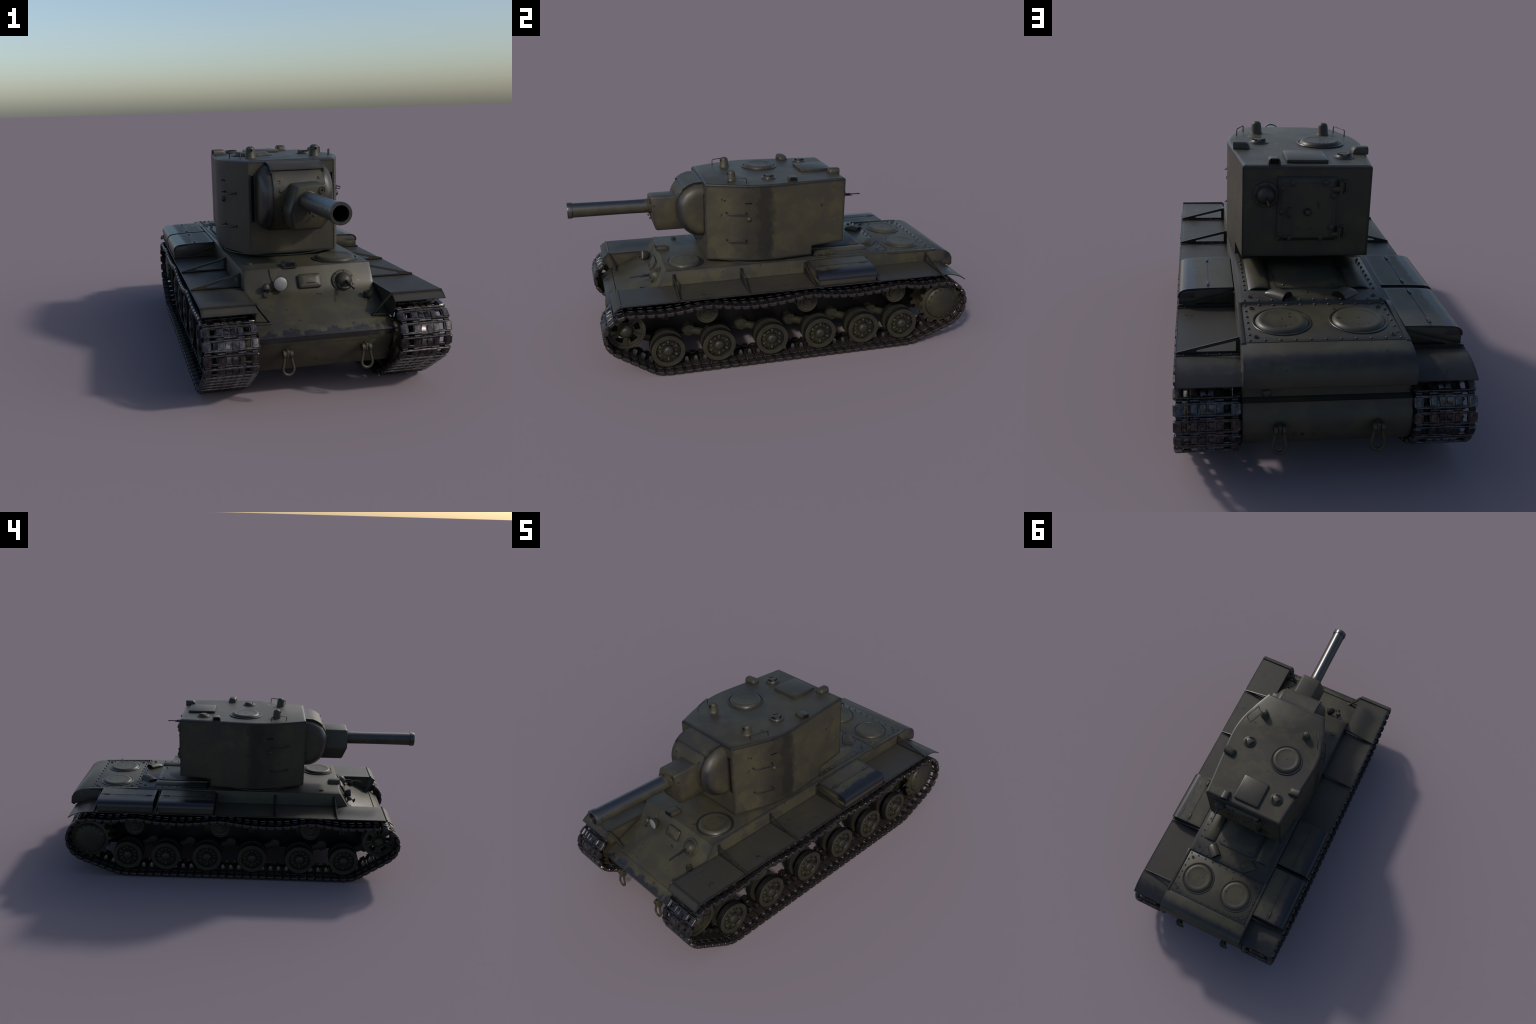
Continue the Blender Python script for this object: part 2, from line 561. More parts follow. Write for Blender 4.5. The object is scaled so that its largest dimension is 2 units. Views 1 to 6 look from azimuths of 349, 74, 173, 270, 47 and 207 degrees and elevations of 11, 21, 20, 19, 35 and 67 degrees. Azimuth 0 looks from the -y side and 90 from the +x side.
def machine_gun_mount(parent, Mf, gun_dir_local, reach, name):
    """flange with bolts, ball and protruding barrel; local z points out"""
    k = Kit()
    k.lathe([(0.0465, -0.002), (0.0465, 0.005), (0.044, 0.0065), (0.034, 0.0065), (0.034, 0.004), (0.031, 0.012), (0.027, 0.021),
             (0.020, 0.028), (0.011, 0.032), (0, 0.033)], 36, M=Mf)
    for i in range(7):
        a = 2 * pi * (i + 0.5) / 7
        k.bolt(Mf @ Vector((0.040 * cos(a), 0.040 * sin(a), 0.006)), (Mf.to_3x3() @ Vector((0, 0, 1))), r=0.004, h=0.003)
    a0 = Mf @ Vector((0, -0.006, 0.024))
    d = (Mf.to_3x3() @ Vector(gun_dir_local)).normalized()
    for i in range(3):
        a = 2 * pi * i / 3 + pi / 2
        k.bolt(Mf @ Vector((0.009 * cos(a), -0.006 + 0.009 * sin(a), 0.0305)), (Mf.to_3x3() @ Vector((0, 0, 1))), r=0.003, h=0.003)
    k.tube([a0, a0 + d * (reach * 0.42)], 0.0052, 10, mi=1)
    k.tube([a0, a0 + d * reach], 0.0028, 10, mi=1)
    k.tube([a0 + d * (reach * 0.93), a0 + d * reach], 0.0038, 10, mi=1)
    k.tube([a0 + Vector((0, 0, -0.007)), a0 + Vector((0, 0, -0.007)) + d * (reach * 0.55)], 0.0022, 8, mi=1)
    return k.finish(name, parent, [PLAIN, DARK], 40)


Mg = plate_matrix(0.137, 0.395)
# the gun points straight ahead: -y in the plate's local frame
machine_gun_mount(hull, Mg, (0, -0.60, 0.80), 0.105, 'machine_gun_mount')
# collar that hangs under the ball
k = Kit()
k.tube([Mg @ Vector(p) for p in ((0.026, -0.012, 0.010), (0.022, -0.030, 0.014), (0.0, -0.036, 0.016), (-0.022, -0.030, 0.014), (-0.026, -0.012, 0.010))], 0.006, 8)
k.finish('gun_collar', hull, PLAIN, 40)

# headlamp
k = Kit()
Mh = aim((-0.122, -0.632, 0.410), (0.0, -1, 0.05))
k.lathe([(0.0, -0.034), (0.012, -0.032), (0.021, -0.022), (0.0265, -0.008), (0.0285, 0.0), (0.0285, 0.004), (0.027, 0.004)], 32, M=Mh)
k.lathe([(0.027, 0.002), (0.020, 0.0055), (0.010, 0.0075), (0, 0.008)], 32, mi=1, M=Mh)
k.tube([(-0.122, -0.612, 0.390), (-0.122, -0.600, 0.376)], 0.006)
k.finish('headlamp', hull, [PLAIN, LENS], 50)
k = Kit()
pts = [on_plate(-0.152, DECK - 0.004, 0.003), on_plate(-0.150, 0.43, 0.004), on_plate(-0.144, 0.405, 0.004), on_plate(-0.14, 0.395, 0.012)]
k.tube(pts, 0.0018, 6)
k.finish('lamp_cable', hull, PLAIN, 60)

# horn
k = Kit()
k.lathe([(0.0, 0.014), (0.006, 0.013), (0.011, 0.009), (0.015, 0.0), (0.016, -0.003), (0.012, -0.008), (0.0, -0.010)], 20, M=aim((-0.178, -0.625, 0.400), (0, -0.2, 1)))
k.lathe([(0.004, -0.006), (0.004, 0.004), (0.007, 0.012), (0.013, 0.017), (0.011, 0.0165), (0.004, 0.010), (0, 0.008)], 16, M=aim((-0.168, -0.640, 0.391), (0.25, -0.9, -0.45)))
k.tube([(-0.178, -0.622, 0.392), (-0.178, -0.612, 0.380)], 0.004)
k.finish('horn', hull, PLAIN, 50)

# open lamp cup on the other side
k = Kit()
k.lathe([(0.011, -0.026), (0.015, -0.022), (0.0165, 0.0), (0.0145, 0.0), (0.013, -0.012), (0, -0.012)], 20, M=T((0.211, -0.674, 0.366)))
k.tube([(0.211, -0.674, 0.356), (0.211, -0.674, 0.3705)], 0.0016, 6)
k.finish('lamp_cup', hull, PLAIN, 50)

# periscope hood on the deck
def hood_block(M, w, l, h, parent, name, dark=True):
    """rounded hood, open to local -y"""
    k = Kit()
    prof = [(-w, 0.0), (-w, h * 0.55), (-w * 0.86, h * 0.86), (-w * 0.6, h), (w * 0.6, h), (w * 0.86, h * 0.86), (w, h * 0.55), (w, 0.0)]
    r0 = [(a, -l, b - 0.002) for a, b in prof]
    r1 = [(a, l * 0.45, b - 0.002) for a, b in prof]
    r2 = [(a * 0.97, l * 0.82, b * 0.80 - 0.002) for a, b in prof]
    r3 = [(a * 0.93, l, b * 0.25 - 0.002) for a, b in prof]
    k.loft([r0, r1, r2, r3], M=M)
    if dark:
        k.box((-w * 0.72, -l - 0.0006, h * 0.18), (w * 0.72, -l + 0.004, h * 0.76), mi=1, M=M)
    return k.finish(name, parent, [PAINT, BLACK], 48)


hood_block(T((-0.068, -0.538, DECK)), 0.026, 0.033, 0.023, hull, 'periscope_hood')

k = Kit()
k.lathe([(0.0135, -0.001), (0.0135, 0.005), (0.012, 0.0065), (0.009, 0.0065), (0.008, 0.005), (0, 0.005)], 20, M=T((-0.209, -0.458, DECK)))
k.finish('filler_cap', hull, PLAIN, 40)

# towing shackles
def shackle(x, y, z, s):
    """s = -1 at the nose, +1 at the tail"""
    k = Kit()
    M = T((x, y, z)) @ (Matrix.Identity(4) if s > 0 else Matrix.Rotation(pi, 4, 'Z'))
    k.box((-0.006, -0.030, -0.016), (0.006, 0.016, 0.010), bevel=0.003, M=M)
    k.lathe([(0.0, -0.002), (0.024, -0.002), (0.022, 0.003), (0.0, 0.003)], 20, M=M @ T((0, -0.024, 0.003)) @ Matrix.Rotation(-pi / 2, 4, 'X'))
    loop = []
    for t in range(21):
        a = radians(-20 + 220 * t / 20)
        loop.append((0.0205 * cos(a), 0.0, -0.060 - 0.0205 * sin(a) * 1.05))
    pts = [(0.0125, 0.008, 0.004), (0.0135, 0.009, -0.014), (0.0145, 0.009, -0.030)] + [(p[0], 0.0085 + (-p[2]) * 0.06, p[2]) for p in loop] + \
          [(-0.0145, 0.009, -0.030), (-0.0135, 0.009, -0.014), (-0.0125, 0.008, 0.004)]
    k.tube(pts, 0.0055, 8, M=M)
    for sx in (-1, 1):
        k.lathe([(0, -0.0055), (0.0145, -0.0055), (0.0145, 0.0055), (0, 0.0055)], 16, M=M @ T((sx * 0.0125, 0.005, -0.006)) @ Matrix.Rotation(pi / 2, 4, 'Y'))
    k.tube([M @ Vector((-0.02, 0.006, -0.004)), M @ Vector((0.02, 0.006, -0.004))], 0.005, 8)
    k.finish('tow_shackle', hull, PLAIN, 50)


for sx in (-1, 1):
    shackle(sx * 0.149, -0.826, 0.202, -1)
    shackle(sx * 0.149, 0.980, 0.222, 1)

# small round port on the tail
k = Kit()
k.lathe([(0.014, -0.01), (0.014, 0.006), (0.010, 0.010), (0, 0.011)], 20, M=aim((0.185, 0.922, 0.306), (0, 1, 0.1)))
k.finish('tail_port', hull, PAINT, 40)

# --------------------------------------------------------------------------
# fenders, brackets, bins
# --------------------------------------------------------------------------
FZ = 0.384
fender_top = [(-0.838, 0.360), (-0.822, 0.3735), (-0.806, 0.3815), (-0.79, FZ), (0.80, FZ), (0.84, 0.3835), (0.870, 0.3805), (0.895, 0.375),
              (0.920, 0.366), (0.952, 0.347)]


def offset_down(line, d):
    out = []
    for i, p in enumerate(line):
        a = Vector(line[max(i - 1, 0)])
        b = Vector(line[min(i + 1, len(line) - 1)])
        t = (b - a).normalized()
        out.append((p[0] + t.y * d, p[1] - t.x * d))
    return out


def side_sign(M, sx):
    return M if sx > 0 else MIRX @ M


for sx in (1, -1):
    k = Kit()
    low = offset_down(fender_top, 0.004)
    prof = fender_top + low[::-1]
    def X(lo, hi):
        return (lo, hi) if sx > 0 else (-hi, -lo)
    lo, hi = X(0.257, 0.4535)
    k.prism(prof, 'x', lo, hi)
    lip = fender_top + offset_down(fender_top, 0.0045)[::-1]
    lo, hi = X(0.4525, 0.4565)
    k.prism(lip, 'x', lo, hi)
    fender = k.finish('fender', tank, PAINT, 25)

    # inner cheek between fender and glacis at the front
    k = Kit()
    lo, hi = X(0.2595, 0.2635)
    k.prism([(-0.806, 0.380), (-0.834, 0.358), (-0.806, 0.294), (-0.762, 0.298), (-0.612, 0.372), (-0.60, 0.381)], 'x', lo, hi)
    k.finish('fender_cheek', fender, PAINT)

    # rib on the crease of the mud flap, running down to the glacis
    k = Kit()
    a = (sx * 0.4545, -0.805, 0.3835)
    b = (sx * 0.258, -0.806, 0.3845)
    c = (sx * 0.200, -0.775, 0.3035)
    k.tube([a, b], 0.0045, 6)
    k.tube([b, c], 0.0055, 6, squash=1.6)
    k.box((min(sx * 0.190, sx * 0.262), -0.783, 0.296), (max(sx * 0.190, sx * 0.262), -0.768, 0.3045), bevel=0.002)
    k.finish('flap_rib', fender, PAINT, 40)

    # triangular brackets
    ys = (-0.532, -0.196, 0.138, 0.466, 0.814) if sx > 0 else (-0.532, -0.196, 0.138, 0.4675, 0.806)
    for by in ys:
        k = Kit()
        outer = [(0.259, FZ), (0.455, FZ), (0.455, FZ + 0.007), (0.259, FZ + 0.057)]
        inner = [(0.272, FZ + 0.009), (0.392, FZ + 0.009), (0.392, FZ + 0.0135), (0.272, FZ + 0.043)]
        if sx < 0:
            outer, inner = flipped(outer), flipped(inner)
        t = bmesh.new()
        lays = []
        for yy in (by - 0.002, by + 0.002):
            lays.append(([t.verts.new((p[0], yy, p[1])) for p in outer], [t.verts.new((p[0], yy, p[1])) for p in inner]))
        for j in range(4):
            i2 = (j + 1) % 4
            (oa, ia), (ob, ib) = lays
            t.faces.new((oa[j], oa[i2], ia[i2], ia[j]))
            t.faces.new((ob[j], ib[j], ib[i2], ob[i2]))
            t.faces.new((oa[j], ob[j], ob[i2], oa[i2]))
            t.faces.new((ia[j], ia[i2], ib[i2], ib[j]))
        bmesh.ops.recalc_face_normals(t, faces=t.faces)
        k._merge(t, 0)
        lo, hi = X(0.259, 0.455)
        k.box((lo, by - 0.002, FZ - 0.001), (hi, by + 0.013, FZ + 0.0025))
        lo, hi = X(0.2585, 0.2625)
        k.box((lo, by - 0.003, FZ), (hi, by + 0.013, FZ + 0.057))
        # flange along the sloping edge
        M = Matrix.Identity(4)
        for j in range(5):
            px = 0.285 + 0.036 * j
            k.bolt((sx * px, by + 0.008, FZ + 0.0025), r=0.0026, h=0.0025)
        k.finish('fender_bracket', fender, PAINT)

    # stowage bins
    spans = ((0.150, 0.456),) if sx > 0 else ((0.148, 0.454), (0.481, 0.788))
    for y0, y1 in spans:
        k = Kit()
        body = [(0.262, FZ), (0.4515, FZ), (0.4515, 0.425), (0.438, 0.438), (0.36, 0.4435), (0.262, 0.4460)]
        lid = [(0.2625, 0.447), (0.2625, 0.4515), (0.33, 0.4510), (0.385, 0.4495), (0.420, 0.4470), (0.436, 0.4440), (0.447, 0.4375),
               (0.4535, 0.4280), (0.4548, 0.4135), (0.4520, 0.4135), (0.4475, 0.428), (0.436, 0.4385), (0.36, 0.4435)]
        if sx < 0:
            body, lid = flipped(body), flipped(lid)
        k.prism(body, 'y', y0 + 0.002, y1 - 0.002, bevel=0.001)
        bin_ = k.finish('stowage_bin', fender, PAINT, 35)
        k = Kit()
        k.prism(lid, 'y', y0, y1)
        # hinge line and its two straps
        xh = 0.350
        lo, hi = X(xh - 0.0012, xh + 0.0012)
        k.box((lo, y0 + 0.002, 0.447), (hi, y1 - 0.002, 0.4516))
        for t_ in (0.12, 0.88):
            yc = y0 + (y1 - y0) * t_
            lo, hi = X(xh - 0.0045, xh + 0.0045)
            k.box((lo, yc - 0.017, 0.447), (hi, yc + 0.017, 0.4542), bevel=0.0015)
        k.finish('bin_lid', bin_, PAINT, 35)

# --------------------------------------------------------------------------
# turret
# --------------------------------------------------------------------------
ROOF = 0.8605
half = [(0.181, -0.352), (0.2175, -0.262), (0.2425, -0.190), (0.2535, -0.150), (0.2600, -0.110), (0.2640, -0.070), (0.2640, -0.025), (0.2595, 0.03),
        (0.2520, 0.10), (0.2435, 0.181)]
rear_half = [(0.2435, 0.181), (0.2285, 0.354)]


def plan(pts, inset=0.0):
    p = [(x - inset, y) for x, y in pts]
    return p + [(-x, y) for x, y in p[::-1]]


# one closed shell: flank walls with a step up where the bustle overhangs the engine deck
k = Kit()
t = bmesh.new()
right = [(x, y, 0.475) for x, y in half] + [(half[-1][0], half[-1][1], 0.521), (rear_half[1][0], rear_half[1][1], 0.528)]
nf, nr = len(half), len(right)
low = {}
top = {}
for sx in (1, -1):
    low[sx] = [t.verts.new((sx * x, y, z)) for x, y, z in right]
    tops = [t.verts.new((sx * x, y, ROOF - 0.006)) for x, y in half]
    top[sx] = tops + [tops[-1], t.verts.new((sx * right[-1][0], right[-1][1], ROOF - 0.006))]
    for i in range(nr - 1):
        if i == nf - 1:
            continue
        q = (low[sx][i], low[sx][i + 1], top[sx][i + 1], top[sx][i])
        if i == nf - 2:
            q = (low[sx][i], low[sx][i + 1], low[sx][i + 2], top[sx][i + 1], top[sx][i])
        t.faces.new(q)
ring = [v for i, v in enumerate(top[1]) if i != nf] + [v for i, v in enumerate(top[-1]) if i != nf][::-1]
t.faces.new(ring)
t.faces.new(low[1][:nf] + low[-1][:nf][::-1])
t.faces.new((low[1][nf - 1], low[1][nf], low[-1][nf], low[-1][nf - 1]))
t.faces.new((low[1][nf], low[1][nf + 1], low[-1][nf + 1], low[-1][nf]))
t.faces.new((low[1][0], top[1][0], top[-1][0], low[-1][0]))
t.faces.new((low[1][-1], top[1][-1], top[-1][-1], low[-1][-1]))
bmesh.ops.recalc_face_normals(t, faces=t.faces)
k._merge(t, 0)
turret = k.finish('turret', tank, PAINT, 24)

k = Kit()
full = half[:-1] + [(0.2285, 0.354)]
def shrink(pts, d):
    out = []
    for x, y in pts:
        yy = max(-0.352 + d, min(0.354 - d, y))
        out.append((x - d, yy))
    return out
k.loft([[(x, y, ROOF - 0.006) for x, y in plan(shrink(full, 0.001))], [(x, y, ROOF - 0.002) for x, y in plan(shrink(full, 0.002))],
        [(x, y, ROOF + 0.0012) for x, y in plan(shrink(full, 0.010))]])
k.finish('turret_roof', turret, PAINT, 20)
RZ = ROOF + 0.0012

# corner welds of the front plate: slim ragged strips
k = Kit()
for sx in (-1, 1):
    for i in range(26):
        z = 0.485 + 0.0142 * i
        k.box((sx * 0.1805 - 0.0022, -0.3535, z), (sx * 0.1805 + 0.0022, -0.349, z + random.uniform(0.009, 0.013)), bevel=0.001, seg=1)
o = k.finish('weld_seam', turret, PLAIN)
o['kind'] = 'stuff'

# side ladder rungs, pistol-port plug and vision slit, both flanks
def flank_x(y):
    for (xa, ya), (xb, yb) in zip(half, half[1:]):
        if ya <= y <= yb:
            return xa + (xb - xa) * (y - ya) / (yb - ya)
    return 0.2435


for sx in (-1, 1):
    for z in (0.720, 0.580):
        y0, y1 = -0.256, -0.164
        x0, x1 = flank_x(y0), flank_x(y1)
        k = Kit()
        o_ = 0.019
        pts = [(sx * (x0 - 0.002), y0, z + 0.003), (sx * (x0 + o_ * 0.8), y0 + 0.001, z), (sx * (x0 + o_), y0 + 0.006, z - 0.002),
               (sx * (x1 + o_), y1 - 0.006, z - 0.002), (sx * (x1 + o_ * 0.8), y1 - 0.001, z), (sx * (x1 - 0.002), y1, z + 0.003)]
        k.tube(pts, 0.0023, 8, mi=1)
        for xx, yy in ((x0, y0), (x1, y1)):
            k.lathe([(0.0055, -0.002), (0.0055, 0.003), (0, 0.004)], 10, M=aim((sx * xx, yy, z + 0.003), (sx, -0.25, 0)))
        k.finish('ladder_rung', turret, [PAINT, DARK], 50)
    k = Kit()
    k.lathe([(0.013, -0.003), (0.012, 0.004), (0.008, 0.009), (0, 0.011)], 20, M=aim((sx * flank_x(-0.150), -0.150, 0.690), (sx, -0.18, 0)))
    k.finish('port_plug', turret, PLAIN, 50)
    k = Kit()
    xs = flank_x(-0.152)
    M = T((sx * xs, -0.152, 0.770)) @ Matrix.Rotation(sx * -radians(14), 4, 'Z')
    k.box((-0.0015, -0.017, -0.0028), (0.0012, 0.017, 0.0028), M=M)
    k.finish('vision_slit', turret, BLACK)
    # rails on the roof edge
    k = Kit()
    xa, ya, xb, yb = 0.191, -0.240, 0.222, -0.155
    h = 0.026
    pts = [(sx * xa, ya, RZ - 0.002), (sx * xa, ya, RZ + h - 0.005), (sx * (xa + 0.001), ya + 0.004, RZ + h), (sx * (xb - 0.001), yb - 0.004, RZ + h),
           (sx * xb, yb, RZ + h - 0.005), (sx * xb, yb, RZ - 0.002)]
    k.tube(pts, 0.0021, 8)
    k.finish('roof_rail', turret, DARK, 60)
    # dark gap beside the mantlet
    k = Kit()
    lo, hi = (0.1600, 0.1725) if sx > 0 else (-0.1725, -0.1600)
    k.box((lo, -0.3535, 0.612), (hi, -0.348, 0.800), mi=1)
    for q in ((lo - 0.003, 0.609, lo, 0.803), (hi, 0.609, hi + 0.003, 0.803), (lo - 0.003, 0.800, hi + 0.003, 0.803), (lo - 0.003, 0.609, hi + 0.003, 0.612)):
        k.box((q[0], -0.356, q[1]), (q[2], -0.348, q[3]))
    k.finish('mantlet_slot', turret, [PAINT, BLACK])

# roof fittings
dished_cover(-0.097, -0.009, RZ, 0.091, turret, 0.016)
for vx, vy in ((0.143, -0.023), (-0.148, 0.229)):
    k = Kit()
    M = T((vx, vy, RZ))
    k.lathe([(0.038, -0.001), (0.037, 0.003), (0.031, 0.004), (0.028, 0.010), (0.020, 0.0145), (0.008, 0.0165), (0, 0.0165)], 32, M=M)
    for i in range(3):
        Mr = M @ Matrix.Rotation(radians(30 + 120 * i), 4, 'Z')
        k.box((0.0135, -0.0125, 0.004), (0.0205, 0.0125, 0.0172), mi=1, M=Mr @ T((0, 0, 0.0025)) @ Matrix.Rotation(radians(14), 4, 'Y'))
    k.finish('roof_vent', turret, [PAINT, BLACK], 45)

for cx, cy in ((0.138, -0.212), (-0.137, -0.187)):
    k = Kit()
    k.lathe([(0.0265, -0.001), (0.0245, 0.003), (0.0225, 0.006), (0.0195, 0.034), (0.0180, 0.041), (0.0140, 0.0465), (0.007, 0.0492), (0, 0.0497)], 28, M=T((cx, cy, RZ)))
    k.lathe([(0.0068, 0), (0.0068, 0.0065), (0.0055, 0.0065), (0.0055, 0.001)], 14, M=aim((cx, cy - 0.0150, RZ + 0.033), (0, -1, 0.08)))
    k.lathe([(0, 0.0050), (0.0058, 0.0050)], 14, mi=1, M=aim((cx, cy - 0.0150, RZ + 0.033), (0, -1, 0.08)))
    k.finish('periscope_dome', turret, [PAINT, BLACK], 50)

hood_block(T((0.216, 0.079, RZ)) @ Matrix.Rotation(radians(90 - 8), 4, 'Z'), 0.021, 0.030, 0.027, turret, 'roof_periscope')
hood_block(T((-0.220, 0.151, RZ)) @ Matrix.Rotation(radians(-90 + 6), 4, 'Z'), 0.021, 0.030, 0.027, turret, 'roof_periscope')
hood_block(T((0.118, 0.326, RZ)) @ Matrix.Rotation(radians(180), 4, 'Z'), 0.021, 0.028, 0.027, turret, 'roof_periscope')

k = Kit()
k.prism(rrect(-0.077, 0.072, 0.170, 0.320, 0.008, 3), 'z', RZ - 0.002, RZ + 0.0125, bevel=0.003, ang=50)
k.finish('roof_hatch', turret, PAINT, 40)

# rear wall: door, hinges, bolts, ball gun
RY = 0.354
k = Kit()
def rect(y, x0, x1, z0, z1):
    return [(x0, y, z0), (x1, y, z0), (x1, y, z1), (x0, y, z1)]
k.loft([rect(RY - 0.003, -0.106, 0.106, 0.590, 0.822), rect(RY + 0.007, -0.106, 0.106, 0.590, 0.822), rect(RY + 0.020, -0.091, 0.091, 0.604, 0.806)])
for bx, bz in ((0.055, 0.803), (-0.060, 0.804), (0.089, 0.785), (-0.090, 0.758), (0.092, 0.699), (-0.086, 0.643), (0.094, 0.615), (0.062, 0.602), (-0.050, 0.602)):
    k.lathe([(0.0105, -0.002), (0.010, 0.006), (0.006, 0.007), (0.0055, 0.010), (0, 0.0115)], 14, M=aim((bx, RY + 0.0165, bz), (0, 1, 0)))
k.lathe([(0.0135, -0.002), (0.0130, 0.006), (0.009, 0.012), (0, 0.014)], 20, M=aim((0.0, RY + 0.019, 0.700), (0, 1, 0)))
k.tube([(0.060, RY + 0.018, 0.716), (0.066, RY + 0.028, 0.716), (0.071, RY + 0.030, 0.712), (0.071, RY + 0.030, 0.686), (0.066, RY + 0.028, 0.682), (0.060, RY + 0.018, 0.682)], 0.0022, 6)
k.finish('rear_door', turret, PAINT, 30)
for hz in (0.783, 0.617):
    k = Kit()
    k.prism(arc((-0.088, hz), 0.0085, 90, 270 - 360 + 0, 6)[:0] + [(-0.112, hz - 0.0085), (-0.112, hz + 0.0085), (-0.088, hz + 0.0085), (-0.082, hz + 0.004), (-0.082, hz - 0.004), (-0.088, hz - 0.0085)],
            'y', RY + 0.010, RY + 0.028, bevel=0.002)
    k.tube([(-0.116, RY + 0.016, hz - 0.020), (-0.116, RY + 0.016, hz + 0.024)], 0.0065, 10)
    k.tube([(-0.124, RY + 0.008, hz + 0.026), (-0.136, RY + 0.009, hz + 0.024), (-0.138, RY + 0.009, hz - 0.014), (-0.128, RY + 0.008, hz - 0.018)], 0.0048, 8)
    k.box((-0.140, RY - 0.002, hz - 0.020), (-0.110, RY + 0.006, hz + 0.028), bevel=0.003)
    k.finish('door_hinge', turret, PLAIN, 40)
Mr = T((0.146, RY + 0.001, 0.757)) @ Matrix(((-1, 0, 0), (0, 0, 1), (0, 1, 0))).to_4x4()
machine_gun_mount(turret, Mr, (0.03, -0.03, 1.0), 0.088, 'rear_machine_gun_mount')

# --------------------------------------------------------------------------
# mantlet and howitzer
# --------------------------------------------------------------------------
shell = [(-0.345, 0.853), (-0.394, 0.8505), (-0.423, 0.839), (-0.446, 0.825), (-0.464, 0.806), (-0.478, 0.783), (-0.487, 0.758), (-0.4905, 0.732),
         (-0.489, 0.700), (-0.482, 0.667), (-0.468, 0.636), (-0.448, 0.610), (-0.424, 0.588), (-0.397, 0.574), (-0.370, 0.570), (-0.345, 0.570)]
shell = [(-0.345 + (y + 0.345) * 0.962, 0.712 + (z - 0.712) * 0.965) for y, z in shell]
k = Kit()
k.prism(shell, 'x', -0.106, 0.106, ang=60)
for bx, by, bz in ((0.082, -0.4645, 0.790), (-0.080, -0.4815, 0.745), (-0.080, -0.4790, 0.675)):
    k.lathe([(0.0062, -0.003), (0.006, 0.003), (0.003, 0.005), (0, 0.0055)], 12, M=aim((bx, by, bz), (0, -1, 0.25)))
k.lathe([(0.0065, -0.003), (0.0065, 0.0012), (0, 0.0012)], 14, mi=1, M=aim((-0.080, -0.4715, 0.780), (0, -1, 0.45)))
mantlet = k.finish('mantlet', tank, [PAINT, BLACK], 24)

# bent cover plate over the top of the mantlet
k = Kit()
cov = [(-0.350, 0.8545), (-0.394, 0.8530), (-0.422, 0.8425), (-0.446, 0.8265)]
k.prism(cov + offset_down(cov, 0.0055)[::-1] if cov[0][0] < cov[-1][0] else cov + offset_down(cov, -0.0055)[::-1], 'x', -0.111, 0.111, bevel=0.001)
for sx in (-1, 1):
    k.box((sx * 0.107 - 0.004, -0.452, 0.813), (sx * 0.107 + 0.004, -0.443, 0.823), bevel=0.001)
k.finish('mantlet_cover_plate', mantlet, PAINT, 20)

# rounded cheeks either side
for sx in (-1, 1):
    k = Kit()
    c = (-0.345, 0.712)
    rings = []
    n = 8
    for i in range(n + 1):
        a = radians(90 * i / n)
        xx = 0.104 + 0.046 * sin(a)
        f = 0.965 - 0.36 * (1 - cos(a))
        rings.append([(sx * xx, c[0] + (y - c[0]) * f, c[1] + (z - c[1]) * f) for y, z in shell])
    k.loft(rings)
    k.finish('mantlet_cheek', mantlet, PAINT, 50)

# recoil housing: six-sided, lower front raked back, left top corner cut
sec = [(0.0725, 0.7805), (-0.042, 0.7745), (-0.0735, 0.674), (-0.054, 0.602), (0.064, 0.602), (0.0765, 0.642)]
def fy(z):
    return -0.604 - 0.006 * (0.784 - z) / 0.1 if z > 0.675 else -0.610 + (0.675 - z) * 0.42
k = Kit()
k.loft([[(x * 1.02, -0.43, z) for x, z in sec], [(x, fy(z), z) for x, z in sec]], bevel=0.010, seg=3)
k.lathe([(0.0125, -0.003), (0.0125, 0.0012), (0.0105, 0.0012), (0.009, -0.001), (0.0048, -0.001)], 24, M=aim((0.055, -0.6052, 0.756), (0, -1, 0.05)))
k.lathe([(0.0048, -0.0005), (0, -0.0005)], 16, mi=1, M=aim((0.055, -0.6054, 0.756), (0, -1, 0.05)))
for bx, bz in ((0.006, 0.672), (0.021, 0.658)):
    k.lathe([(0.005, -0.003), (0.005, 0.003), (0.003, 0.0045), (0, 0.005)], 10, M=aim((bx, fy(bz), bz), (0, -1, -0.3)))
k.finish('recoil_housing', mantlet, [PAINT, BLACK], 30)

# barrel, turned about the y axis
k = Kit()
Mb = aim((0, 0, 0.7150), (0, -1, 0.0045))
k.lathe([(0.0375, 0.575), (0.0375, 0.611), (0.0350, 0.612), (0.0342, 0.72), (0.0350, 0.86), (0.0360, 0.974), (0.0360, 0.9765), (0.0392, 0.977), (0.0395, 0.985), (0.0395, 0.997),
         (0.0388, 1.0), (0.0282, 1.0), (0.0272, 0.997), (0.0268, 0.85), (0.0268, 0.70), (0, 0.70)], 48, M=Mb,
        mats=[0] * 12 + [1, 2, 2])
k.finish('howitzer_barrel', tank, [PAINT, DARK, BLACK], 35)

# --------------------------------------------------------------------------
# running gear
# --------------------------------------------------------------------------
TX = 0.362                                # centre line of each track
WHEEL_Y = (-0.588, -0.338, -0.068, 0.186, 0.420, 0.636)
WZ, WR = 0.1055, 0.0825
ALONG_X = Matrix.Rotation(pi / 2, 4, 'Y')   # local z becomes +x


def side(y, z, sx):
    return T((sx * TX, y, z)) @ (Matrix.Identity(4) if sx > 0 else Matrix.Rotation(pi, 4, 'Z'))


k = Kit()
M = ALONG_X
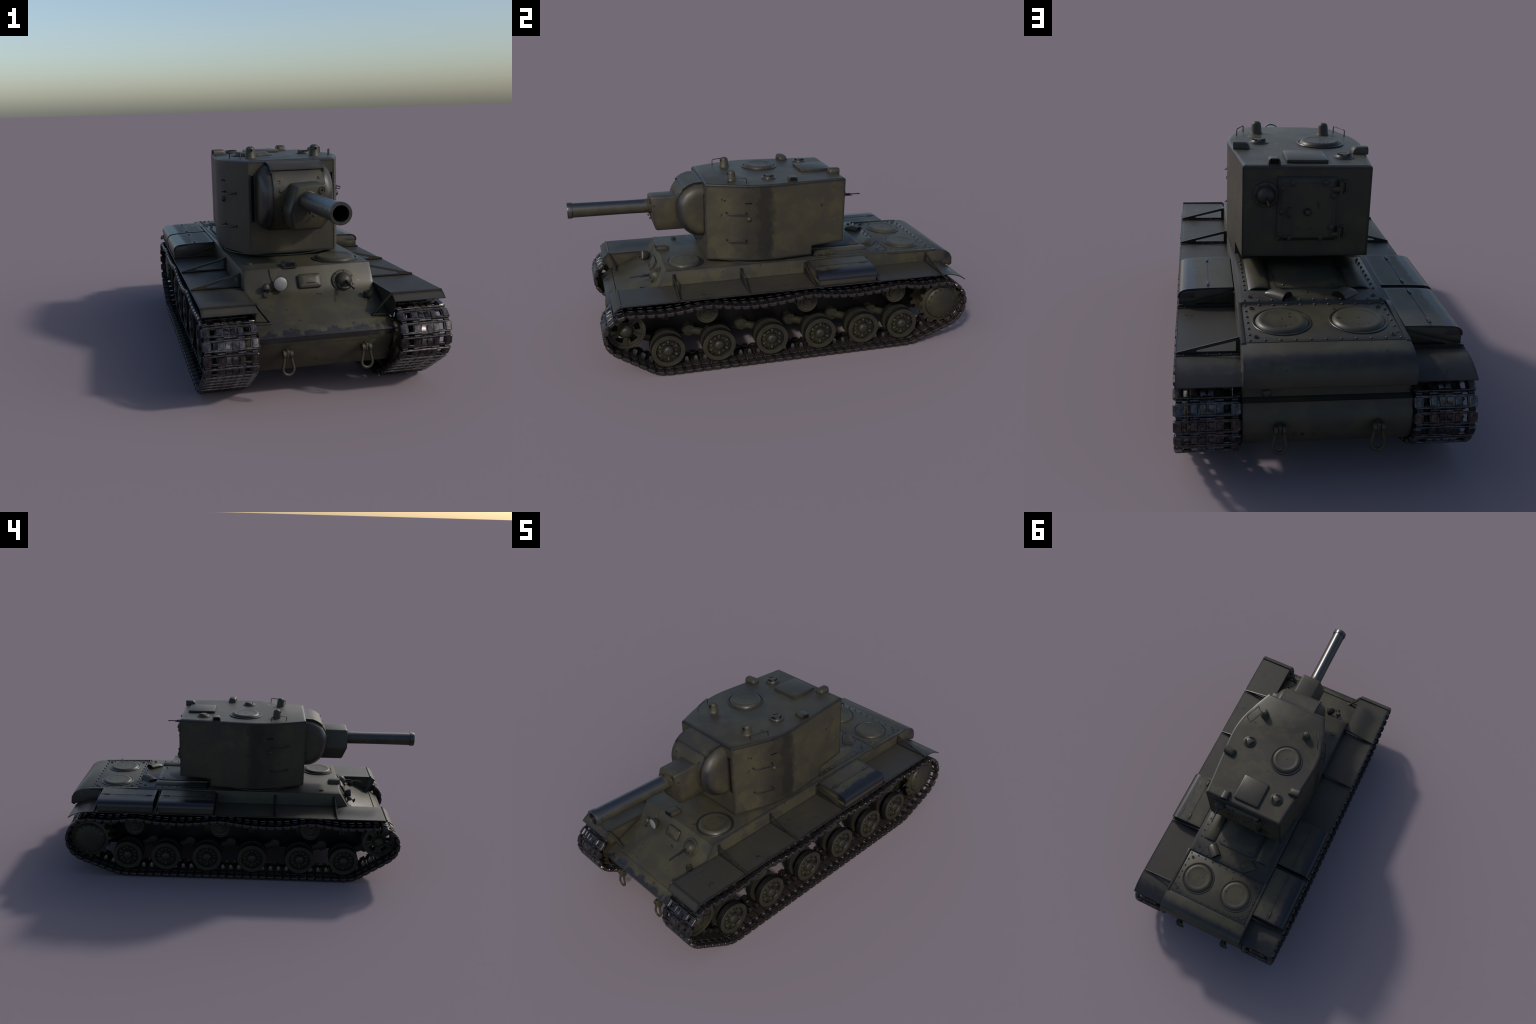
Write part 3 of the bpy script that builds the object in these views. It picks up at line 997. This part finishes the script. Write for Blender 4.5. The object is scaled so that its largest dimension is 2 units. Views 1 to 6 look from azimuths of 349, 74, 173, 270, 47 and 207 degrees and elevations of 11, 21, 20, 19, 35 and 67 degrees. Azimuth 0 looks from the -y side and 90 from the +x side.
# outer disc, hub, inner disc, axle (r, local x)
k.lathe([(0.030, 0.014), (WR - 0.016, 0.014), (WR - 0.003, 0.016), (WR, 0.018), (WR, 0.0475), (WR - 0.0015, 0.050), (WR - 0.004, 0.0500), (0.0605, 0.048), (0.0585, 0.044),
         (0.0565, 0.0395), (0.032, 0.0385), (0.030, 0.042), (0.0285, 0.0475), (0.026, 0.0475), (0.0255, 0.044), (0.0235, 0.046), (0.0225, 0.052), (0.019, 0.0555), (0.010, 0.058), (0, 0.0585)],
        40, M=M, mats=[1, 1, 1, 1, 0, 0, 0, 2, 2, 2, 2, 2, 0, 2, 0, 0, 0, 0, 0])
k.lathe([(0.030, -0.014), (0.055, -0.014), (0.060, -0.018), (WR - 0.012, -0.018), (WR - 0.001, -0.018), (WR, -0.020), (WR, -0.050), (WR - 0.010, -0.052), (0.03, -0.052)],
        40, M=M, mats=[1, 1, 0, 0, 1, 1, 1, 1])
k.lathe([(0.033, -0.02), (0.033, 0.02)], 20, mi=1, M=M)
for i in range(6):
    a = radians(60 * i)
    Mr = M @ Matrix.Rotation(a, 4, 'Z')
    # elongated boss with its bolt, and a flat boss half way to the next
    k.lathe([(0.0076, 0.036), (0.0072, 0.0445), (0.0045, 0.0468), (0, 0.0472)], 12, M=Mr @ T((0.0465, 0, 0)))
    k.box((0.031, -0.0070, 0.036), (0.0465, 0.0070, 0.0428), bevel=0.002, M=Mr)
    Mh_ = M @ Matrix.Rotation(a + radians(30), 4, 'Z')
    k.box((0.032, -0.0080, 0.036), (0.046, 0.0080, 0.0418), bevel=0.003, M=Mh_)
    for da in (-15, 15):
        Mr = M @ Matrix.Rotation(a + radians(da), 4, 'Z')
        k.box((0.030, -0.0009, 0.036), (0.0585, 0.0009, 0.0470), M=Mr)
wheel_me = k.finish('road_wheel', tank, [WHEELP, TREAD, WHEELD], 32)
wheel_me.matrix_local = side(WHEEL_Y[0], WZ, 1)
for sx in (1, -1):
    for i, y in enumerate(WHEEL_Y):
        if sx > 0 and i == 0:
            continue
        again(wheel_me, tank, side(y, WZ, sx))

# idler with five openings
IY, IZ, IR = -0.781, 0.227, 0.092
def holed_disc(k, x0, x1, bands, hole_lo, hole_hi, n_holes, frac, seg=60, phase=0.0):
    """flat ring between bands with n openings in the middle band"""
    t = bmesh.new()
    radii = bands
    def ring(x):
        return [[t.verts.new((x, r * cos(2 * pi * i / seg + phase), r * sin(2 * pi * i / seg + phase))) for i in range(seg)] for r in radii]
    A, B = ring(x0), ring(x1)
    per = seg // n_holes
    def is_hole(b, i):
        if not (hole_lo <= b < hole_hi):
            return False
        w = per * frac
        return (i % per) < w
    nb = len(radii) - 1
    for b in range(nb):
        for i in range(seg):
            j = (i + 1) % seg
            if is_hole(b, i):
                # walls of the opening
                for (bb, ii, e) in ((b - 1, i, ((b, i), (b, j))), (b + 1, i, ((b + 1, j), (b + 1, i))), (b, (i - 1) % seg, ((b, i), (b + 1, i))), (b, j, ((b + 1, j), (b, j)))):
                    if not is_hole(bb, ii):
                        (p, q), (r_, s) = e
                        t.faces.new((A[p][q], A[r_][s], B[r_][s], B[p][q]))
                continue
            t.faces.new((A[b][i], A[b + 1][i], A[b + 1][j], A[b][j]))
            t.faces.new((B[b][i], B[b][j], B[b + 1][j], B[b + 1][i]))
    for i in range(seg):
        j = (i + 1) % seg
        t.faces.new((A[-1][i], B[-1][i], B[-1][j], A[-1][j]))
        t.faces.new((A[0][i], A[0][j], B[0][j], B[0][i]))
    bmesh.ops.recalc_face_normals(t, faces=t.faces)
    k._merge(t, 0)


k = Kit()
for x0, x1 in ((0.012, 0.020), (-0.038, -0.030)):
    holed_disc(k, x0, x1, (0.020, 0.040, 0.046, 0.062, 0.068, 0.086), 1, 4, 5, 0.5, 60, 0.0)
k.lathe([(0.078, 0.030), (0.086, 0.0315), (IR, 0.030), (IR, 0.004), (0.084, 0.002), (0.084, 0.013), (0.080, 0.016), (0.078, 0.022), (0.078, 0.030)], 48, M=M)
k.lathe([(0.084, -0.016), (IR, -0.018), (IR, -0.050), (0.080, -0.051), (0.076, -0.036), (0.084, -0.036), (0.084, -0.016)], 48, M=M)
k.lathe([(0.036, -0.04), (0.036, 0.020), (0.034, 0.025), (0.031, 0.029), (0.028, 0.038), (0.020, 0.046), (0.010, 0.0495), (0, 0.050)], 32, M=M)
for i in range(5):
    a = 2 * pi * i / 5 + radians(54)
    Mr = Matrix.Rotation(a, 4, 'X')
    k.box((0.018, 0.034, -0.0016), (0.026, 0.083, 0.0016), M=Mr)
    k.bolt(Mr @ Vector((0.0250, 0.0385, 0)), (1, 0, 0), r=0.0055, h=0.006, seg=10)
idler = k.finish('idler_wheel', tank, [WHEELP], 35)
idler.matrix_local = side(IY, IZ, 1)
again(idler, tank, side(IY, IZ, -1))

# drive sprocket
SY, SZ = 0.844, 0.211
k = Kit()
NT = 16
for xc in (0.0500, -0.0585):
    prof = []
    for i in range(NT):
        a = 2 * pi * i / NT
        for da, r in ((-0.5, 0.103), (-0.28, 0.104), (-0.13, 0.121), (0.13, 0.121), (0.28, 0.104)):
            b = a + da * 2 * pi / NT
            prof.append((r * cos(b), r * sin(b)))
    k.prism(prof, 'x', xc - 0.006, xc + 0.006, bevel=0)
k.lathe([(0.07, -0.055), (0.07, 0.06)], 40, M=M)
k.lathe([(0.105, 0.050), (0.1045, 0.0570), (0.102, 0.0585), (0.089, 0.0590), (0.0875, 0.057), (0.086, 0.064), (0.082, 0.069), (0.075, 0.0725), (0.04, 0.077), (0, 0.078)], 48, M=M)
k.lathe([(0.08, -0.062), (0.08, -0.068), (0, -0.068)], 32, M=M)
for i in range(16):
    a = 2 * pi * (i + 0.5) / 16
    k.lathe([(0.0068, -0.002), (0.0062, 0.0015), (0.0045, 0.0015), (0.0042, 0.0045), (0, 0.005)], 10, M=aim((0.0722, 0.0755 * cos(a), 0.0755 * sin(a)), (1, 0, 0)), mats=[0, 0, 0, 0])
    k.bolt((0.0583, 0.0955 * cos(a), 0.0955 * sin(a)), (1, 0, 0), r=0.0036, h=0.002, seg=8)
sprocket = k.finish('drive_sprocket', tank, [WHEELP], 32)
sprocket.matrix_local = side(SY, SZ, 1)
again(sprocket, tank, side(SY, SZ, -1))

# return rollers
ROLL_Y, ROLL_Z, RR = (-0.392, 0.114, 0.594), 0.281, 0.0535
k = Kit()
k.lathe([(0.028, -0.05), (RR, -0.05), (RR, -0.022), (0.04, -0.020), (0.04, 0.010), (RR, 0.012), (RR, 0.034), (0.050, 0.0365), (0.0455, 0.036), (0.0435, 0.030), (0.034, 0.028),
         (0.033, 0.034), (0.030, 0.035), (0.028, 0.030), (0.019, 0.030), (0.017, 0.036), (0, 0.037)], 36, M=M)
k.lathe([(0.016, -0.105), (0.016, -0.05)], 16, M=M)
roller = k.finish('return_roller', tank, [WHEELP], 32)
roller.matrix_local = side(ROLL_Y[0], ROLL_Z, 1)
for sx in (1, -1):
    for i, y in enumerate(ROLL_Y):
        if sx > 0 and i == 0:
            continue
        again(roller, tank, side(y, ROLL_Z, sx))

# suspension arms: pivot ahead of each wheel, hub block and arm
k = Kit()
k.lathe([(0.034, -0.110), (0.034, -0.072), (0.030, -0.066), (0.012, -0.064), (0, -0.064)], 8, M=T((0, -0.130, 0.042)) @ M)
pa, pb = Vector((-0.082, -0.130, 0.042)), Vector((-0.070, 0.0, 0.0))
k.tube([pa, pa.lerp(pb, 0.5), pb], 0.020, 10)
k.lathe([(0.03, -0.09), (0.03, -0.05)], 16, M=M)
# bump stop above the wheel
k.box((-0.104, -0.012, 0.105), (-0.080, 0.024, 0.150), bevel=0.004)
k.box((-0.104, -0.028, 0.138), (-0.092, 0.040, 0.150), bevel=0.003)
armo = k.finish('suspension_arm', tank, [WHEELP], 32)
for sx in (1, -1):
    for i, y in enumerate(WHEEL_Y):
        Mx = side(y, WZ, 1) if sx > 0 else MIRX @ side(y, WZ, 1)
        if sx > 0 and i == 0:
            armo.matrix_local = Mx
        else:
            again(armo, tank, Mx)

for sx in (1, -1):
    k = Kit()
    k.tube([(sx * 0.255, 0.650, 0.305), (sx * 0.34, 0.672, 0.300), (sx * 0.37, 0.745, 0.283)], 0.017, 10)
    k.lathe([(0.085, 0), (0.08, 0.05), (0.05, 0.05)], 24, M=aim((sx * 0.25, SY, SZ), (sx, 0, 0)))
    k.lathe([(0.06, 0), (0.055, 0.06), (0.0, 0.06)], 24, M=aim((sx * 0.25, IY, IZ), (sx, 0, 0)))
    k.finish('track_scraper', tank, [WHEELP], 40)

# --------------------------------------------------------------------------
# tracks
# --------------------------------------------------------------------------
k = Kit()
# local: x across, y along the run, z inward; ground face at z = 0
k.box((-0.0505, -0.0205, 0.0050), (0.0505, 0.0205, 0.0150), bevel=0.0015, seg=1)
for sy in (-1, 1):
    k.box((-0.0935, sy * 0.0165 - 0.0050, 0.0042), (0.0935, sy * 0.0165 + 0.0050, 0.0162), bevel=0.0015, seg=1)
for sx in (-1, 1):
    k.box((sx * 0.0745 - 0.0050, -0.018, 0.0042), (sx * 0.0745 + 0.0050, 0.018, 0.0162), bevel=0.0012, seg=1)
    # end shoe, chamfered
    pr = [(sx * 0.0740, 0.0008), (sx * 0.0950, 0.0008), (sx * 0.1000, 0.0055), (sx * 0.1000, 0.0175), (sx * 0.0970, 0.0205), (sx * 0.0740, 0.0205)]
    k.prism(pr, 'y', -0.0170, 0.0170, bevel=0.0022, seg=1)
    # outer face panels beside the centre
    k.loft([[(sx * 0.026, -0.0165, 0.0065), (sx * 0.0495, -0.0165, 0.0065), (sx * 0.0495, 0.0125, 0.0065), (sx * 0.026, 0.0125, 0.0065)],
            [(sx * 0.0285, -0.0145, 0.0018), (sx * 0.0475, -0.0145, 0.0018), (sx * 0.0465, 0.0100, 0.0026), (sx * 0.0300, 0.0100, 0.0026)]])
    # centre pads, splayed like an inverted V
    k.loft([[(sx * 0.0008, -0.0165, 0.0065), (sx * 0.0245, -0.0165, 0.0065), (sx * 0.0200, 0.0135, 0.0065), (sx * 0.0008, 0.0135, 0.0065)],
            [(sx * 0.0045, -0.0145, 0.0006), (sx * 0.0225, -0.0145, 0.0006), (sx * 0.0180, 0.0110, 0.0016), (sx * 0.0035, 0.0040, 0.0032)]])
    # hinge knuckles
    k.tube([(sx * 0.023, 0.0228, 0.0100), (sx * 0.050, 0.0228, 0.0100)], 0.0058, 8)
    k.tube([(sx * 0.073, 0.0228, 0.0100), (sx * 0.092, 0.0228, 0.0100)], 0.0058, 8)
k.tube([(-0.0215, -0.0228, 0.0100), (0.0215, -0.0228, 0.0100)], 0.0058, 8)
# cross rib that bites the ground
k.prism([(0.0135, 0.006), (0.0150, 0.0), (0.0195, 0.0), (0.0215, 0.006)], 'x', -0.091, 0.091, bevel=0.0008, seg=1)
# guide horn and inner face, brown
k.loft([[(-0.013, -0.013, 0.014), (0.013, -0.013, 0.014), (0.013, 0.013, 0.014), (-0.013, 0.013, 0.014)],
        [(-0.0095, -0.009, 0.036), (0.0095, -0.009, 0.036), (0.0095, 0.007, 0.036), (-0.0095, 0.007, 0.036)],
        [(-0.006, -0.005, 0.043), (0.006, -0.005, 0.043), (0.006, 0.003, 0.043), (-0.006, 0.003, 0.043)]], mi=0)
k.box((-0.0500, -0.0195, 0.0145), (0.0500, 0.0195, 0.0172), mi=1, bevel=0.0008, seg=1)
for sx in (-1, 1):
    lo, hi = sorted((sx * 0.0750, sx * 0.0975))
    k.box((lo, -0.0145, 0.0200), (hi, 0.0145, 0.0211), mi=1)
    # brown outer end face
    lo, hi = sorted((sx * 0.0990, sx * 0.1006))
    k.box((lo, -0.0140, 0.0070), (hi, 0.0140, 0.0168), mi=1)
link0 = k.finish('track_link', None, [STEEL, RUST], 30)
link_mesh = link0.data
bpy.data.objects.remove(link0)

# run of the track's inner face, closed loop (y, z)
def tangent_pts(c1, r1, c2, r2, sgn):
    """outer tangent of two circles; sgn picks the side"""
    d = Vector(c2) - Vector(c1)
    L = d.length
    base = math.atan2(d.y, d.x)
    off = math.acos((r1 - r2) / L)
    a = base + sgn * off
    return a


LIFT = 0.0205
GZ = LIFT + 0.0006
ri = IR + 0.002
rs_ = 0.114
rw = WZ - GZ
RUN_F, RUN_R = WHEEL_Y[0] - 0.024, WHEEL_Y[-1] + 0.020     # ends of the ground run
a1 = tangent_pts((RUN_F, WZ), rw, (IY, IZ), ri, 1)      # lower front run
a2 = tangent_pts((RUN_R, WZ), rw, (SY, SZ), rs_, -1)   # lower rear run
path = []
def circ(c, r, f0, f1, n):
    return [(c[0] + r * cos(f0 + (f1 - f0) * i / n), c[1] + r * sin(f0 + (f1 - f0) * i / n)) for i in range(n + 1)]
def norm(a, lo):
    while a < lo:
        a += 2 * pi
    while a >= lo + 2 * pi:
        a -= 2 * pi
    return a
a1n = norm(a1, pi / 2)             # between 90 and 270 + ...
a2n = norm(a2, -pi)
# ground run, rear to front is -y: start under last wheel, travel forward
path += circ((RUN_R, WZ), rw, a2n, -pi / 2, 6)
path += circ((RUN_F, WZ), rw, 1.5 * pi, a1n, 6)
path += circ((IY, IZ), ri, a1n, pi / 2 + 0.05, 24)[0:]
sag = [(-0.72, 0.3195), (-0.66, 0.314), (-0.60, 0.3125), (-0.54, 0.3155), (-0.48, 0.323), (-0.43, 0.331), (-0.392, 0.3345), (-0.352, 0.330), (-0.30, 0.318), (-0.23, 0.3095), (-0.15, 0.3065), (-0.07, 0.3105),
       (0.01, 0.318), (0.07, 0.329), (0.114, 0.3345), (0.155, 0.330), (0.21, 0.322), (0.29, 0.3145), (0.36, 0.3125), (0.43, 0.3155), (0.50, 0.3215), (0.55, 0.331), (0.594, 0.3345), (0.635, 0.329), (0.69, 0.3195), (0.745, 0.318)]
path += sag
path += circ((SY, SZ), rs_, radians(96), a2n + (0 if a2n < radians(96) else -2 * pi), 30)
# resample to equal links
P = [Vector(p) for p in path]
P.append(P[0].copy())
acc = [0.0]
for i in range(1, len(P)):
    acc.append(acc[-1] + (P[i] - P[i - 1]).length)
total = acc[-1]
N = round(total / 0.0457)
pitch = total / N


def at(s):
    s %= total
    for i in range(1, len(P)):
        if acc[i] >= s:
            f = (s - acc[i - 1]) / max(1e-9, acc[i] - acc[i - 1])
            return P[i - 1].lerp(P[i], f)
    return P[-1]


def track_links(sx):
    run = bpy.data.objects.new('track', None)
    link(run, tank)
    for i in range(N):
        s = i * pitch
        a, b = at(s - pitch * 0.5), at(s + pitch * 0.5)
        c = (a + b) * 0.5
        t = (b - a).normalized()
        # path turns forward on the ground, so the inward normal lies to its right
        nrm = Vector((t.y, -t.x))
        X = Vector((1, 0, 0))
        Y = Vector((0, t.x, t.y))
        Z = Vector((0, nrm.x, nrm.y))
        if X.cross(Y).dot(Z) < 0:
            X = -X
        Mx = Matrix((X, Y, Z)).transposed().to_4x4()
        pos = Vector((sx * TX, c.x, c.y)) - Z * LIFT
        o = bpy.data.objects.new('track_link', link_mesh)
        link(o, run)
        o.matrix_local = T(pos) @ Mx
    return run


track_links(1)
track_links(-1)
print('links', N, 'pitch', round(pitch, 4))
